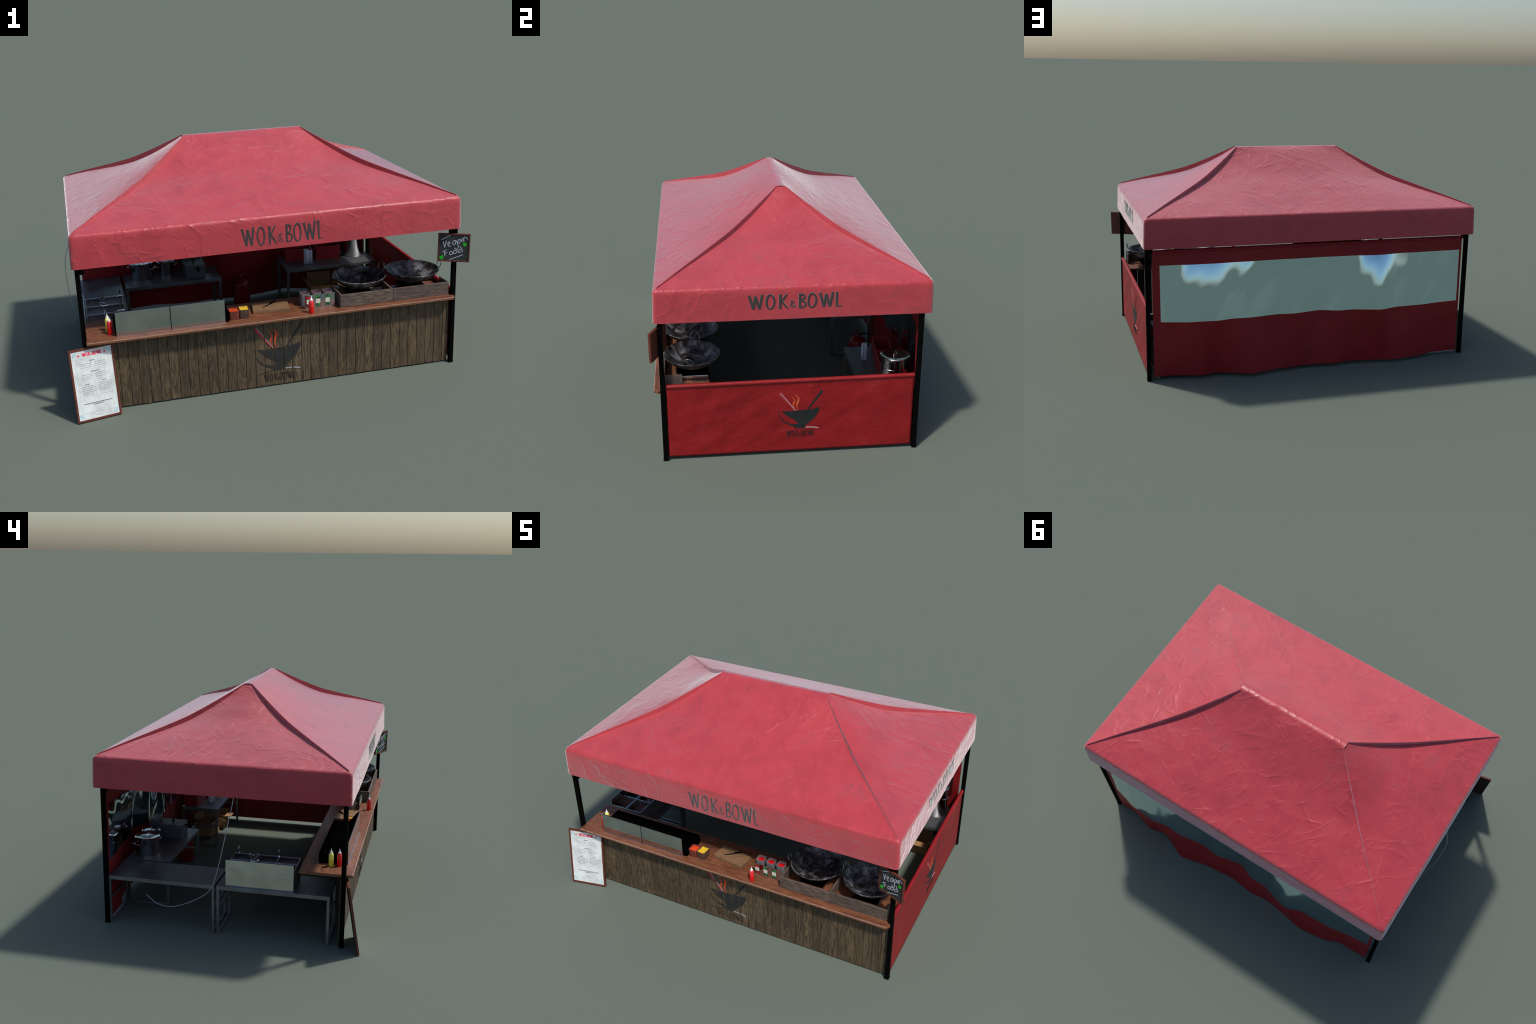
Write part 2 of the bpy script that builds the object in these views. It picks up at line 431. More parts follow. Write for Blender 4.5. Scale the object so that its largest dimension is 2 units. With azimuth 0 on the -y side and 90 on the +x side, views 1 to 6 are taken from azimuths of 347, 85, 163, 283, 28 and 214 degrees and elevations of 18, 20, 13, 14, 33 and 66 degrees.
def bowl_logo():
    """Steaming bowl emblem; unit = bowl height, origin at middle of the foot. Returns {colour: polygons}."""
    def quad_strip(a, b):
        a = [tuple(p)[:2] for p in catmull([(x, y, 0) for x, y in a], 5)]
        b = [tuple(p)[:2] for p in catmull([(x, y, 0) for x, y in b], 5)]
        m = max(len(a), len(b))
        def rs(c): return [c[round(i * (len(c) - 1) / (m - 1))] for i in range(m)]
        a, b = rs(a), rs(b)
        mixp = lambda p, q, f: (p[0] + (q[0] - p[0]) * f, p[1] + (q[1] - p[1]) * f)
        n = 6
        return [[mixp(b[i], a[i], k / n), mixp(b[i + 1], a[i + 1], k / n), mixp(b[i + 1], a[i + 1], (k + 1) / n), mixp(b[i], a[i], (k + 1) / n)] for i in range(m - 1) for k in range(n)]
    # main bowl = region between the rim line and the (inner sweep + right flank)
    low = [(-.94, 1.0), (-.72, .78), (-.45, .58), (-.22, .41), (-.08, .26), (.1, .2), (.3, .21), (.5, .35), (.7, .54), (.85, .77), (.93, 1.0)]
    black = quad_strip([(-.94, 1.0), (-.72, .975), (-.45, .965), (-.22, .97), (-.08, .98), (.1, .99), (.3, 1.0), (.5, 1.015), (.7, 1.045), (.82, 1.1), (.94, 1.11)], low)
    sweep = quad_strip([(-1.04, 1.03), (-1.0, .78), (-.86, .52), (-.64, .33), (-.35, .24), (-.08, .25), (.1, .27), (.3, .24)],
                        [(-1.06, 1.03), (-1.03, .76), (-.9, .48), (-.7, .29), (-.42, .15), (-.28, .11), (.1, .08), (.3, .2)])
    foot = [[(-.3, .0), (.28, .0), (.24, .06), (.3, .22), (.1, .24), (-.3, .14), (-.25, .06)]]
    out = {'black': black, 'sweep': sweep, 'foot': foot}
    out['stick'] = stroke([(1.02, 1.96), (.36, 1.03)], .13, .06, div=14)
    out['stick'] += [[(1.02 + .065 * math.cos(a), 1.96 + .065 * math.sin(a)) for a in [2 * math.pi * k / 12 for k in range(12)]]]
    out['pink'] = stroke([(-1.02, 1.95), (-.26, .99)], .12, .05, div=14)
    out['pale'] = stroke([(-.955, 1.985), (-.22, .985)], .025, .03, div=14) + stroke([(.26, .035), (.6, .02), (.9, -.04)], .045, .05, div=5)
    out['rose'] = stroke([(-.94, -.14), (-.7, -.07), (-.3, .0)], .03, .02, div=5)
    s1 = [(-.42, 1.78), (-.31, 1.62), (-.29, 1.5), (-.35, 1.35), (-.34, 1.25), (-.27, 1.14)]
    s2 = [(-.31, 1.88), (-.14, 1.74), (-.09, 1.58), (-.17, 1.36), (-.17, 1.2), (-.11, .98)]
    out['orange'] = []
    for s, w in ((s1, .08), (s2, .11)):
        c = [tuple(p)[:2] for p in catmull([(x, y, 0) for x, y in s], 4)]
        m = len(c) // 2
        out['orange'] += stroke(c[:m + 1], .015, w) + stroke(c[m:], w, .015)
    out['text'] = [[(x * .30 - .66, y * .33 - .46) for x, y in p] for p in wok_lettering(.13)]
    return out

def lay(name, polys, org, ux, uy, mat, parent, lift=.0006, thick=.0008, scale=(1, 1), place=None):
    """Lay flat polygons on a plane as thin raised print."""
    org, ux, uy = V(org), V(ux), V(uy); nn = ux.cross(uy).normalized()
    bm = bmesh.new()
    for k, p in enumerate(polys):
        p = [q for i, q in enumerate(p) if math.dist(q, p[i - 1]) > 1e-7]
        if len(p) < 3: continue
        z0 = lift - thick; z1 = lift + (k % 9) * 1.5e-5
        f = (lambda u, v, h: place(u, v, h)) if place else (lambda u, v, h: org + ux * u * scale[0] + uy * v * scale[1] + nn * h)
        top = [bm.verts.new(f(u, v, z1)) for u, v in p]
        bot = [bm.verts.new(f(u, v, z0)) for u, v in p]
        bm.faces.new(top)
        n = len(p)
        for i in range(n):
            bm.faces.new((bot[i], bot[(i + 1) % n], top[(i + 1) % n], top[i]))
    return from_bm(name, bm, mat, parent)

# ------------------------------------------------------------------ the tent
CX, CY = .005, .0125                       # tent centre
X0, X1, Y0, Y1 = -.944, .954, -.636, .661    # canopy outline
EAVE, DROP, TOP = .894, .733, 1.188
RX0, RX1, RY, RW = -.309, .316, .0125, .019     # ridge ends, ridge line, half width
PROFILE = [(0, .0), (.2, .043), (.38, .077), (.585, .121), (.73, .169), (.875, .231), (1, .294)]
BULGE = [(0, 0), (.15, .10), (.3, .42), (.45, .8), (.6, 1), (.75, .98), (.88, .72), (.95, .38), (1, 0)]
FIN = [(0, .005), (.2, .011), (.38, .019), (.585, .026), (.73, .026), (.875, .018), (1, .004)]

def interp(tab, x):
    """Smooth (monotone-ish cubic) interpolation of a small control table."""
    n = len(tab)
    if x <= tab[0][0]: return tab[0][1]
    for i in range(n - 1):
        if x <= tab[i + 1][0]:
            (xa, ya), (xb, yb) = tab[i], tab[i + 1]
            h = xb - xa
            s = lambda j, k: (tab[k][1] - tab[j][1]) / (tab[k][0] - tab[j][0])
            ma = s(i - 1, i + 1) if i else s(i, i + 1)
            mb = s(i, i + 2) if i + 2 < n else s(i, i + 1)
            t = (x - xa) / h
            return ya * (2 * t**3 - 3 * t * t + 1) + ma * h * (t**3 - 2 * t * t + t) + yb * (3 * t * t - 2 * t**3) + mb * h * (t**3 - t * t)
    return tab[-1][1]

def lerp_tab(tab, x):
    for (xa, ya), (xb, yb) in zip(tab, tab[1:]):
        if x <= xb: return ya + (yb - ya) * max(0, (x - xa)) / (xb - xa)
    return tab[-1][1]

def creases(p, seed=0.):
    """Cloth relief: soft swells plus sharp crossing creases, metres."""
    q = p * 4 + V((seed, seed * 2, 0))
    h = noise.noise(q) * .0022
    for ang, f in ((.5, 6.), (-.7, 7.), (1.6, 5.)):
        c, s = math.cos(ang + seed), math.sin(ang + seed)
        q = V((p.x * c + p.y * s, (-p.x * s + p.y * c) * 3.2, p.z * 2)) * f + V((seed * 5, 0, ang * 9))
        q += V((noise.noise(p * 5), noise.noise(p * 5 + V((7, 3, 1))), 0)) * .8
        r = 1 - min(1., abs(noise.noise(q)) * 3.2)
        h += .0010 * r * r * max(0., noise.noise(p * 3.1 + V((ang * 4, seed, 2))) + .25)
    return h

tent = thing("market_tent", "red hipped market tent with black posts and red cloth walls", "market tent", (CX, CY, 0))

def roof_panel(c0, c1, r0, r1, seed, swell):
    """One cloth slope between an eave edge c0-c1 and a ridge edge r0-r1."""
    nt, ns = 64, 130
    inset = .0125
    vs, fs = [], []
    c0, c1, r0, r1 = V(c0), V(c1), V(r0), V(r1)
    nrm = (c1 - c0).cross(r0 - c0).normalized()
    if nrm.z < 0: nrm = -nrm
    for i in range(nt + 1):
        t = i / nt
        z = EAVE + interp(PROFILE, t)
        a, b = c0.lerp(r0, t), c1.lerp(r1, t)
        for k in range(ns + 1):
            s = k / ns
            p = a.lerp(b, s); p.z = z + swell * min(1, (b - a).length / .40) * interp(BULGE, t) * math.sin(math.pi * s)
            ed = min(1, t * 12) * min(1, (1 - t) * 10) * min(1, s * (1 - s) * 40 + 0)
            p += nrm * creases(p, seed) * ed
            vs.append(p)
    w = ns + 1
    for i in range(nt):
        for k in range(ns):
            a = i * w + k
            fs.append((a, a + 1, a + w + 1, a + w))
    o = mesh("roof_panel", vs, fs, M['canopy'], tent, True)
    return o

I = .0125
cFL, cFR, cBR, cBL = (X0 + I, Y0 + I, 0), (X1 - I, Y0 + I, 0), (X1 - I, Y1 - I, 0), (X0 + I, Y1 - I, 0)
rLf, rRf, rRb, rLb = (RX0, RY - RW, 0), (RX1, RY - RW, 0), (RX1, RY + RW, 0), (RX0, RY + RW, 0)
roof_panel(cFL, cFR, rLf, rRf, 1.3, .031)
roof_panel(cFR, cBR, rRf, rRb, 4.1, .023)
roof_panel(cBR, cBL, rRb, rLb, 7.7, .031)
roof_panel(cBL, cFL, rLb, rLf, 9.2, .023)

def ridge_cap():
    bm = bmesh.new(); n = 50; rows = []
    for i in range(n + 1):
        x = RX0 - .004 + (RX1 - RX0 + .008) * i / n
        rows.append([bm.verts.new((x, RY + yo, TOP + zo + .0003 * noise.noise(V((x * 25, yo * 40, 3))))) for yo, zo in ((-RW, -.001), (-RW * .6, .0025), (0, .0035), (RW * .6, .0025), (RW, -.001))])
    for a, b in zip(rows, rows[1:]):
        for k in range(4): bm.faces.new((a[k], b[k], b[k + 1], a[k + 1]))
    return from_bm("ridge_strip", bm, M['canopy'], tent, True, 60)
ridge_cap()

def hip_seam(c, r):
    """Standing cloth seam along a hip: a thin vertical fin deepest in mid-span."""
    c, r = V(c), V(r); d = (r - c); side = V((-d.y, d.x, 0)).normalized() * .0016
    bm = bmesh.new(); rows = []; n = 60
    for i in range(n + 1):
        t = .012 + .985 * i / n
        p = c.lerp(r, t); z = EAVE + interp(PROFILE, t); h = interp(FIN, t)
        lo = V((p.x, p.y, z - .004)); hi = V((p.x, p.y, z + h))
        rows.append([bm.verts.new(lo - side), bm.verts.new(hi - side), bm.verts.new(hi + side), bm.verts.new(lo + side)])
    for a, b in zip(rows, rows[1:]):
        for k in range(4): bm.faces.new((a[k], a[(k + 1) % 4], b[(k + 1) % 4], b[k]))
    bm.faces.new(rows[0]); bm.faces.new(rows[-1][::-1])
    return from_bm("hip_seam", bm, M['canopy'], tent, True, 30)
for c, r in ((cFL, rLf), (cFR, rRf), (cBR, rRb), (cBL, rLb)): hip_seam(c, r)

def valance_relief(p):
    w = max(0, min(1, (.880 - p.z) / .03))
    q = V((p.x * 7, p.y * 7, p.z * 9))
    return w * (.0014 * noise.noise(q) + .0007 * noise.noise(q * 2.3))
def valance():
    """Hanging border all round with a rounded eave edge and rounded corners."""
    prof = [(.004, DROP), (.004, DROP + .03), (.003, .79), (.002, .83), (.001, .86), (0, .876), (-.002, .884), (-.006, .8900), (-.0125, .8938)]
    path = []
    rad = .017
    cs = ((X0, Y0, math.pi, 1.5 * math.pi), (X1, Y0, 1.5 * math.pi, 2 * math.pi), (X1, Y1, 0, .5 * math.pi), (X0, Y1, .5 * math.pi, math.pi))
    for (x, y, a0, a1) in cs:
        cx = x + rad if x == X0 else x - rad; cy = y + rad if y == Y0 else y - rad
        for k in range(7):
            a = a0 + (a1 - a0) * k / 6
            path.append((cx, cy, a))
    dense = []
    for i, (x, y, a) in enumerate(path):
        dense.append((x, y, a))
        nx, ny, na = path[(i + 1) % len(path)]
        L = math.hypot(nx - x, ny - y)
        m = int(L / .012)
        for k in range(1, m): dense.append((x + (nx - x) * k / m, y + (ny - y) * k / m, a))
    vs, fs = [], []; n = len(dense); pr = len(prof)
    for x, y, a in dense:
        d = V((math.cos(a), math.sin(a), 0))
        for o, z in prof:
            p = V((x, y, z)) + d * (rad + o)
            p += d * valance_relief(p)
            vs.append(p)
    for i in range(n):
        j = (i + 1) % n
        for k in range(pr - 1): fs.append((i * pr + k, j * pr + k, j * pr + k + 1, i * pr + k + 1))
    o = mesh("valance", vs, fs, M['canopy'], tent, True)
    md = o.modifiers.new("thickness", 'SOLIDIFY'); md.thickness = .002; md.offset = -1; md.use_rim = False
    return o
valance()

# lettering on two sides of the valance
L1 = wok_lettering(.092)
def on_front(u, v, h):
    p = V((-.155 + u * .087, Y0, .757 + v * .089))
    return p + V((0, -1, 0)) * (.0028 + valance_relief(p) + h)
def on_side(u, v, h):
    p = V((X1, -.200 + u * .0945, .785 + v * .071))
    return p + V((1, 0, 0)) * (.0028 + valance_relief(p) + h)
lay("lettering", L1, (0, 0, 0), (1, 0, 0), (0, 1, 0), M['ink'], tent, .0016, .0026, place=on_front)
L2 = wok_lettering(.115)
lay("lettering", L2, (0, 0, 0), (1, 0, 0), (0, 1, 0), M['ink'], tent, .0016, .0026, place=on_side)

# posts with feet and top brackets
PX0, PX1, PY0, PY1 = -.921, .936, -.610, .616
for x in (PX0, PX1):
    for y in (PY0, PY1):
        bm = bmesh.new()
        add_box(bm, (x - .011, y - .011, .004), (x + .011, y + .011, .885), None, .002)
        add_box(bm, (x - .0125, y - .0125, 0), (x + .0125, y + .0125, .005), None, .001)
        sx, sy = (1 if x < 0 else -1), (1 if y < 0 else -1)
        add_box(bm, (min(x, x + sx * .03), y - .008, .70), (max(x, x + sx * .03), y + .008, .722), None, .001)
        from_bm("post", bm, M['black'], tent)
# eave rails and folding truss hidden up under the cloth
for y in (PY0, PY1): box("eave_rail", (PX0 + .013, y - .007, .845), (PX1 - .013, y + .007, .862), M['black'], tent)
for x in (PX0, PX1): box("eave_rail", (x - .007, PY0 + .013, .845), (x + .007, PY1 - .013, .862), M['black'], tent)

# back curtain with a mirror-like window; control values are cloth bulge at hem and at window sill
HEM = [(-.895, 0), (-.81, .001), (-.724, .003), (-.636, .043), (-.55, .053), (-.463, .063), (-.352, .042), (-.207, .024), (-.119, .04), (.041, .023), (.225, .044), (.391, .084), (.483, .044), (.573, .014), (.652, .042), (.803, .002), (.91, .004)]
SILL = [(-.895, 0), (-.795, .007), (-.638, .033), (-.464, .042), (-.379, .076), (-.29, .052), (-.209, .029), (-.117, .032), (-.03, -.005), (.138, .03), (.223, .015), (.3, .029), (.393, .042), (.486, .040), (.572, .056), (.657, .050), (.724, .048), (.872, .01), (.91, .002)]
CYW = .618
SKIN = .009     # the wall is a double sheet this thick
def curtain_y(x, z):
    a = .5 * lerp_tab(SILL, x) + .25 * (lerp_tab(SILL, x - .02) + lerp_tab(SILL, x + .02))
    b = .5 * lerp_tab(HEM, x) + .25 * (lerp_tab(HEM, x - .02) + lerp_tab(HEM, x + .02))
    if z >= .327:
        t = min(1, max(0, (.69 - z) / .363)); o = a * (1 - (1 - t) ** (1.05 + 1.15 * min(1, max(0, (a - .036) / .012))))
    else:
        t = (.327 - z) / .307; o = a + (b - a) * t
    o += .0015 * noise.noise(V((x * 7, 3, z * 9))) + .0022 * noise.noise(V(((x * .85 + z * .55) * 13, 7, (z * .85 - x * .5) * 3))) * min(1, max(0, (.7 - z) / .1))
    return CYW + o
def cloth_patch(name, x0, x1, z0, z1, mat, parent, depth=0.):
    nx = max(2, int((x1 - x0) / .014)); nz = max(2, int((z1 - z0) / .014))
    vs = []; fs = []
    for i in range(nz + 1):
        for k in range(nx + 1):
            x = x0 + (x1 - x0) * k / nx; z = z0 + (z1 - z0) * i / nz
            vs.append((x, curtain_y(x, z) - depth * min(1, (.72 - z) / .06), z))
    for i in range(nz):
        for k in range(nx):
            a = i * (nx + 1) + k
            fs.append((a, a + 1, a + nx + 2, a + nx + 1))
    return mesh(name, vs, fs, mat, parent, True)
for depth in (0, SKIN):
    cloth_patch("curtain", -.895, .910, .018, .327, M['curtain'], tent, depth)
    cloth_patch("curtain_border", -.895, .910, .634, .709, M['curtain'], tent, depth)
    cloth_patch("curtain_border", -.895, -.881, .327, .634, M['curtain'], tent, depth)
    cloth_patch("curtain_border", .871, .910, .327, .634, M['curtain'], tent, depth)
    cloth_patch("window_film", -.881, .871, .327, .634, M['film'], tent, depth)
for x in (-.895, .910):          # closed side edges of the double wall
    zs = [.018 + (.709 - .018) * k / 30 for k in range(31)]
    vs = [(x, curtain_y(x, z) - q, z) for z in zs for q in (0, SKIN * min(1, (.72 - z) / .06))]
    mesh("curtain_edge", vs, [(2 * k, 2 * k + 1, 2 * k + 3, 2 * k + 2) for k in range(30)], M['curtain'], tent)
nx = 120; vs = []
for k in range(nx + 1):
    x = -.895 + 1.805 * k / nx; y = curtain_y(x, .018); vs += [(x, y, .018), (x, y - SKIN, .018)]
mesh("curtain_hem", vs, [(2 * k, 2 * k + 1, 2 * k + 3, 2 * k + 2) for k in range(nx)], M['curtain'], tent)
tube("curtain_roll", [(-.895, CYW, .709), (.910, CYW, .709)], .0095, M['curtain'], tent, 16)

# half-height side panel on the right
PANEL = (-.592, .598, .016, .392)
def panel_x(y, z):
    y0, y1, z0, z1 = PANEL
    u, v = y * .8 + z * .6, -y * .5 + z * .85
    f = max(0, min(1, (z - z0) / .04, (z1 - z) / .03, (y - y0) / .05, (y1 - y) / .05))
    return .9385 + f * (.0035 * noise.noise(V((u * 3, v * 13, 5))) + .0016 * noise.noise(V((u * 7, v * 22, 1))))
def side_panel():
    y0, y1, z0, z1 = PANEL
    ny, nz = 110, 40; vs = []; fs = []
    for i in range(nz + 1):
        for k in range(ny + 1):
            y = y0 + (y1 - y0) * k / ny; z = z0 + (z1 - z0) * i / nz
            x = panel_x(y, z)
            vs.append((x, y, z))
    for i in range(nz):
        for k in range(ny):
            a = i * (ny + 1) + k
            fs.append((a, a + 1, a + ny + 2, a + ny + 1))
    o = mesh("side_panel", vs, fs, M['panel'], tent, True)
    md = o.modifiers.new("thickness", 'SOLIDIFY'); md.thickness = .002; md.offset = 0
    tube("panel_roll", [(.936, y0, .397), (.936, (y0 + y1) / 2, .3985), (.936, y1, .4)], .0105, M['panel'], tent, 16)
side_panel()
LOGO = bowl_logo()
mats = {'black': 'inkblack', 'sweep': 'inkblack', 'foot': 'inkblack', 'stick': 'inkblack', 'pink': 'inkpink', 'pale': 'inkpale', 'rose': 'inkpink', 'orange': 'inkorange', 'text': 'darktext'}
for i, (k, polys) in enumerate(LOGO.items()):
    lay("emblem", polys, (0, 0, 0), (1, 0, 0), (0, 1, 0), M[mats[k]], tent, .0008 + i * .0001, .0012,
        place=lambda u, v, h: V((panel_x(.0445 + u * .1, .140 + v * .1) + .001 + h, .0445 + u * .1, .140 + v * .1)))

# loose cable hanging from the left eave
cab = catmull([(-.935, -.07, .76), (-.948, -.06, .69), (-.976, -.042, .585), (-.972, 0, .393), (-.945, .05, .25), (-.925, .14, .172), (-.91, .26, .118), (-.90, .345, .120), (-.89, .41, .160)], 10)
tube("cable", cab, .0019, M['cable'], tent, 8)

# ------------------------------------------------------------------ counter
CZ = .376
counter = thing("serving_counter", "plank-clad serving counter with brown wooden top", "counter", (0, -.52, 0))
bm = bmesh.new()
out = [(-.914, -.388), (-.914, -.653), (.923, -.653), (.938, -.63), (.92, -.60), (.92, -.388)]
lo = [bm.verts.new((x, y, CZ - .014)) for x, y in out]; hi = [bm.verts.new((x, y, CZ)) for x, y in out]
bm.faces.new(hi); bm.faces.new(lo[::-1])
for i in range(len(out)):
    j = (i + 1) % len(out); bm.faces.new((lo[i], lo[j], hi[j], hi[i]))
bmesh.ops.bevel(bm, geom=[e for e in bm.edges], offset=.002, segments=2, affect='EDGES')
from_bm("counter_top", bm, M['counter'], counter)
PW, GAP = .0475, .0016
edges = [-.9155 + PW * k for k in range(39)] + [.921]
planks = []
for k, (a, b) in enumerate(zip(edges, edges[1:])):
    d = .0015 * (R.random() - .5)
    planks.append(box("plank", (a + GAP / 2, -.6 + d, .002 + .003 * R.random()), (b - GAP / 2, -.592 + d, CZ - .0145), M['plank'], counter, .0016))
# emblem painted across the planks, broken at every joint
fm = {'black': 'wornblack', 'sweep': 'wornblack', 'foot': 'wornblack', 'stick': 'wornblack', 'pink': 'wornred', 'pale': 'wornpale', 'rose': 'worntext', 'orange': 'wornorange', 'text': 'worntext'}
S, ox, oz = .1195, .013, .084
def clip(poly, a, b):
    for sgn, lim in ((1, a), (-1, b)):
        res = []
        for i, p in enumerate(poly):
            q = poly[(i + 1) % len(poly)]
            dp, dq = sgn * (p[0] - lim), sgn * (q[0] - lim)
            if dp >= 0: res.append(p)
            if dp * dq < 0:
                t = dp / (dp - dq); res.append((p[0] + (q[0] - p[0]) * t, p[1] + (q[1] - p[1]) * t))
        poly = res
        if len(poly) < 3: return []
    return poly
for i, (k, polys) in enumerate(LOGO.items()):
    cut = []
    for a, b in zip(edges, edges[1:]):
        for p in polys:
            q = clip([(ox + u * S, oz + v * S * (1.02 if k != 'text' else 1.0)) for u, v in p], a + .0035, b - .0035)
            if q: cut.append(q)
    if cut: lay("painted_emblem", cut, (0, -.6008, 0), (1, 0, 0), (0, 0, 1), M[fm[k]], counter, .0008 + i * .0001, .0015)

# ------------------------------------------------------------------ menu board
mo = V((-.990, -.7075, .001)); mu = (V((-.783, -.666, .001)) - mo); mv = (V((-.996, -.6505, .349)) - mo)
MW, MH = mu.length, mv.length
mu.normalize(); mv = (mv - mu * mv.dot(mu)).normalized(); mn = mu.cross(mv).normalized()
menu = thing("menu_board", "framed paper menu leaning against the counter", "menu board", mo)
def mp(u, v, h): return mo + mu * (u * MW) + mv * ((1 - v) * MH) + mn * h
MM = Matrix.Translation(mo) @ Matrix((mu, mv, mn)).transposed().to_4x4()
fw = .010
for nm, lo_, hi_ in (("frame_bar", (0, 0, -.011), (fw, MH, 0)), ("frame_bar", (MW - fw, 0, -.011), (MW, MH, 0)), ("frame_bar", (fw, 0, -.011), (MW - fw, fw, 0)), ("frame_bar", (fw, MH - fw, -.011), (MW - fw, MH, 0))):
    box(nm, lo_, hi_, M['frame'], menu, .0012, MM)
box("back_plate", (.001, .001, -.0125), (MW - .001, MH - .001, -.0095), M['darkboard'], menu, 0, MM)
box("menu_sheet", (fw * .8, fw * .8, -.0092), (MW - fw * .8, MH - fw * .8, -.003), M['menupaper'], menu, .0, MM)
i0, i1 = fw / MW, 1 - fw / MW; j0, j1 = fw / MH, 1 - fw / MH
def mi(u, v): return (i0 + u * (i1 - i0), j0 + v * (j1 - j0))
def onmenu(name, polys, mat, lift=-.0025):
    return lay(name, polys, (0, 0, 0), (1, 0, 0), (0, 1, 0), M[mat], menu, lift, .0012, place=lambda u, v, h: mp(*mi(u, v), h))
asp = (j1 - j0) * MH / ((i1 - i0) * MW)
onmenu("menu_title", [[(.28 + x / 4.5 * .47, .088 - y * .05) for x, y in p][::-1] for p in wok_lettering(.19)], 'inkred')
def rect(u0, v0, u1, v1): return [(u0, v1), (u1, v1), (u1, v0), (u0, v0)]
lines = [rect(.10, .117, .90, .1195), rect(.10, .912, .90, .9145), rect(.10, .117, .104, .9145), rect(.896, .117, .90, .9145)]
lines += [rect(.16, .278, .85, .2795), rect(.16, .44, .85, .4415), rect(.16, .668, .85, .6695), rect(.498, .43, .501, .66)]
onmenu("menu_border", lines, 'inkteal')
orn = []
for sx, sy in ((0, 0), (1, 0), (0, 1), (1, 1)):
    def c(u, v): return (u if sx == 0 else 1 - u, v if sy == 0 else 1 - v)
    def bar(a, b, d, e):
        (p, q), (r, s) = c(a, b), c(d, e); return rect(min(p, r), min(q, s), max(p, r), max(q, s))
    for q in ((.04, .025, .17, .0285), (.04, .025, .046, .095), (.065, .04, .12, .043), (.065, .04, .071, .068), (.114, .04, .12, .055), (.085, .052, .12, .055), (.085, .052, .091, .068), (.03, .05, .036, .075), (.03, .075, .09, .078)): orn.append(bar(*q))
onmenu("corner_ornament", orn, 'inkblue')
fl = []
for cu in (.18, .83):
    for k in range(6):
        a = math.pi / 3 * k
        fl.append([(cu + .018 * math.cos(a) + .011 * math.cos(t), .068 + (.018 * math.sin(a) - .011 * math.sin(t)) / asp) for t in [2 * math.pi * j / 8 for j in range(8)]])
onmenu("flower_mark", fl, 'inkred')
words = []
def wline(uc, v, width, h, seed):
    rr = random.Random(seed); u = uc - width / 2
    while u < uc + width / 2:
        w = rr.uniform(.03, .075)
        x = u
        while x < u + w:                       # letters as tiny strokes of uneven height
            lw = rr.uniform(.006, .012); hh = h * rr.uniform(.65, 1.1)
            words.append(rect(x, v - hh / 2, x + lw, v + hh / 2)); x += lw + .0035
        u += w + .014
for k, v in enumerate((.195, .222, .25)):
    wline(.31, v, .26, .0075, k); wline(.68, v - .004, .26, .0075, 10 + k)
for k, v in enumerate((.355, .382, .41)):
    wline(.31, v, .26, .0075, 20 + k); wline(.68, v - .004, .26, .0075, 30 + k)
for k in range(5):
    wline(.30, .525 + .027 * k, .27, .0075, 40 + k); wline(.70, .503 + .027 * k, .26, .0075, 50 + k)
wline(.5, .955, .16, .006, 70)
onmenu("menu_text", words, 'inkgrey')["kind"] = "stuff"
words = []
for k, (u, v, w) in enumerate(((.5, .158, .14), (.5, .318, .14), (.29, .495, .07), (.71, .47, .09))): wline(u, v, w, .011, 80 + k)
wline(.5, .775, .68, .012, 90); wline(.5, .797, .22, .011, 91)
onmenu("menu_heading", words, 'text')["kind"] = "stuff"

# ------------------------------------------------------------------ chalkboard sign on the post
so = V((.852, -.5955, .558)); su = (V((.994, -.6615, .556)) - so); SW = su.length; su.normalize()
sv = V((0, 0, 1)); sn = su.cross(sv).normalized(); sv = sn.cross(su); SH = .147
sign = thing("chalkboard_sign", "small chalkboard with green hearts and chalk writing", "sign", so)
SM = Matrix.Translation(so) @ Matrix((su, sv, sn)).transposed().to_4x4()
fw = .007
for lo_, hi_ in (((0, 0, -.011), (fw, SH, 0)), ((SW - fw, 0, -.011), (SW, SH, 0)), ((fw, 0, -.011), (SW - fw, fw, 0)), ((fw, SH - fw, -.011), (SW - fw, SH, 0))):
    box("frame_bar", lo_, hi_, M['frame'], sign, .001, SM)
box("slate", (fw * .7, fw * .7, -.0095), (SW - fw * .7, SH - fw * .7, -.003), M['slate'], sign, 0, SM)
box("back_plate", (.001, .001, -.0125), (SW - .001, SH - .001, -.0096), M['frame'], sign, 0, SM)
def chalk_pts(pts):
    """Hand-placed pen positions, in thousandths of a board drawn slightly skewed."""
    return [((x - 300 + (y - 265) * .0515) / 1110 * SW, SH - (y - 265 - (x - 300) * .04) / 972 * SH) for x, y in pts]
pen = [[(390, 478), (440, 475), (560, 420), (710, 350)], [(460, 545), (517, 765)], [(517, 765), (572, 525)],
       [(632, 650), (705, 610), (660, 565), (625, 620), (640, 700), (690, 720), (728, 708)],
       [(895, 520), (830, 530), (790, 620), (820, 665), (880, 640), (900, 520), (960, 640), (985, 740), (950, 820), (900, 820), (845, 770)],
       [(1050, 485), (990, 500), (960, 580), (990, 615), (1040, 590), (1060, 495), (1130, 570)],
       [(1105, 440), (1195, 570)], [(1180, 500), (1175, 430), (1220, 405), (1315, 480)],
       [(440, 918), (575, 845)], [(495, 890), (522, 1055)], [(520, 970), (605, 935)],
       [(720, 900), (680, 960), (690, 1015), (760, 1000), (800, 945), (730, 895)],
       [(820, 880), (825, 970), (880, 970), (950, 905), (920, 870), (820, 870)],
       [(1085, 825), (1010, 860), (990, 920), (1030, 945), (1095, 900)], [(1045, 712), (1140, 905)], [(668, 1188), (900, 1105), (1145, 1018)]]
polys = []
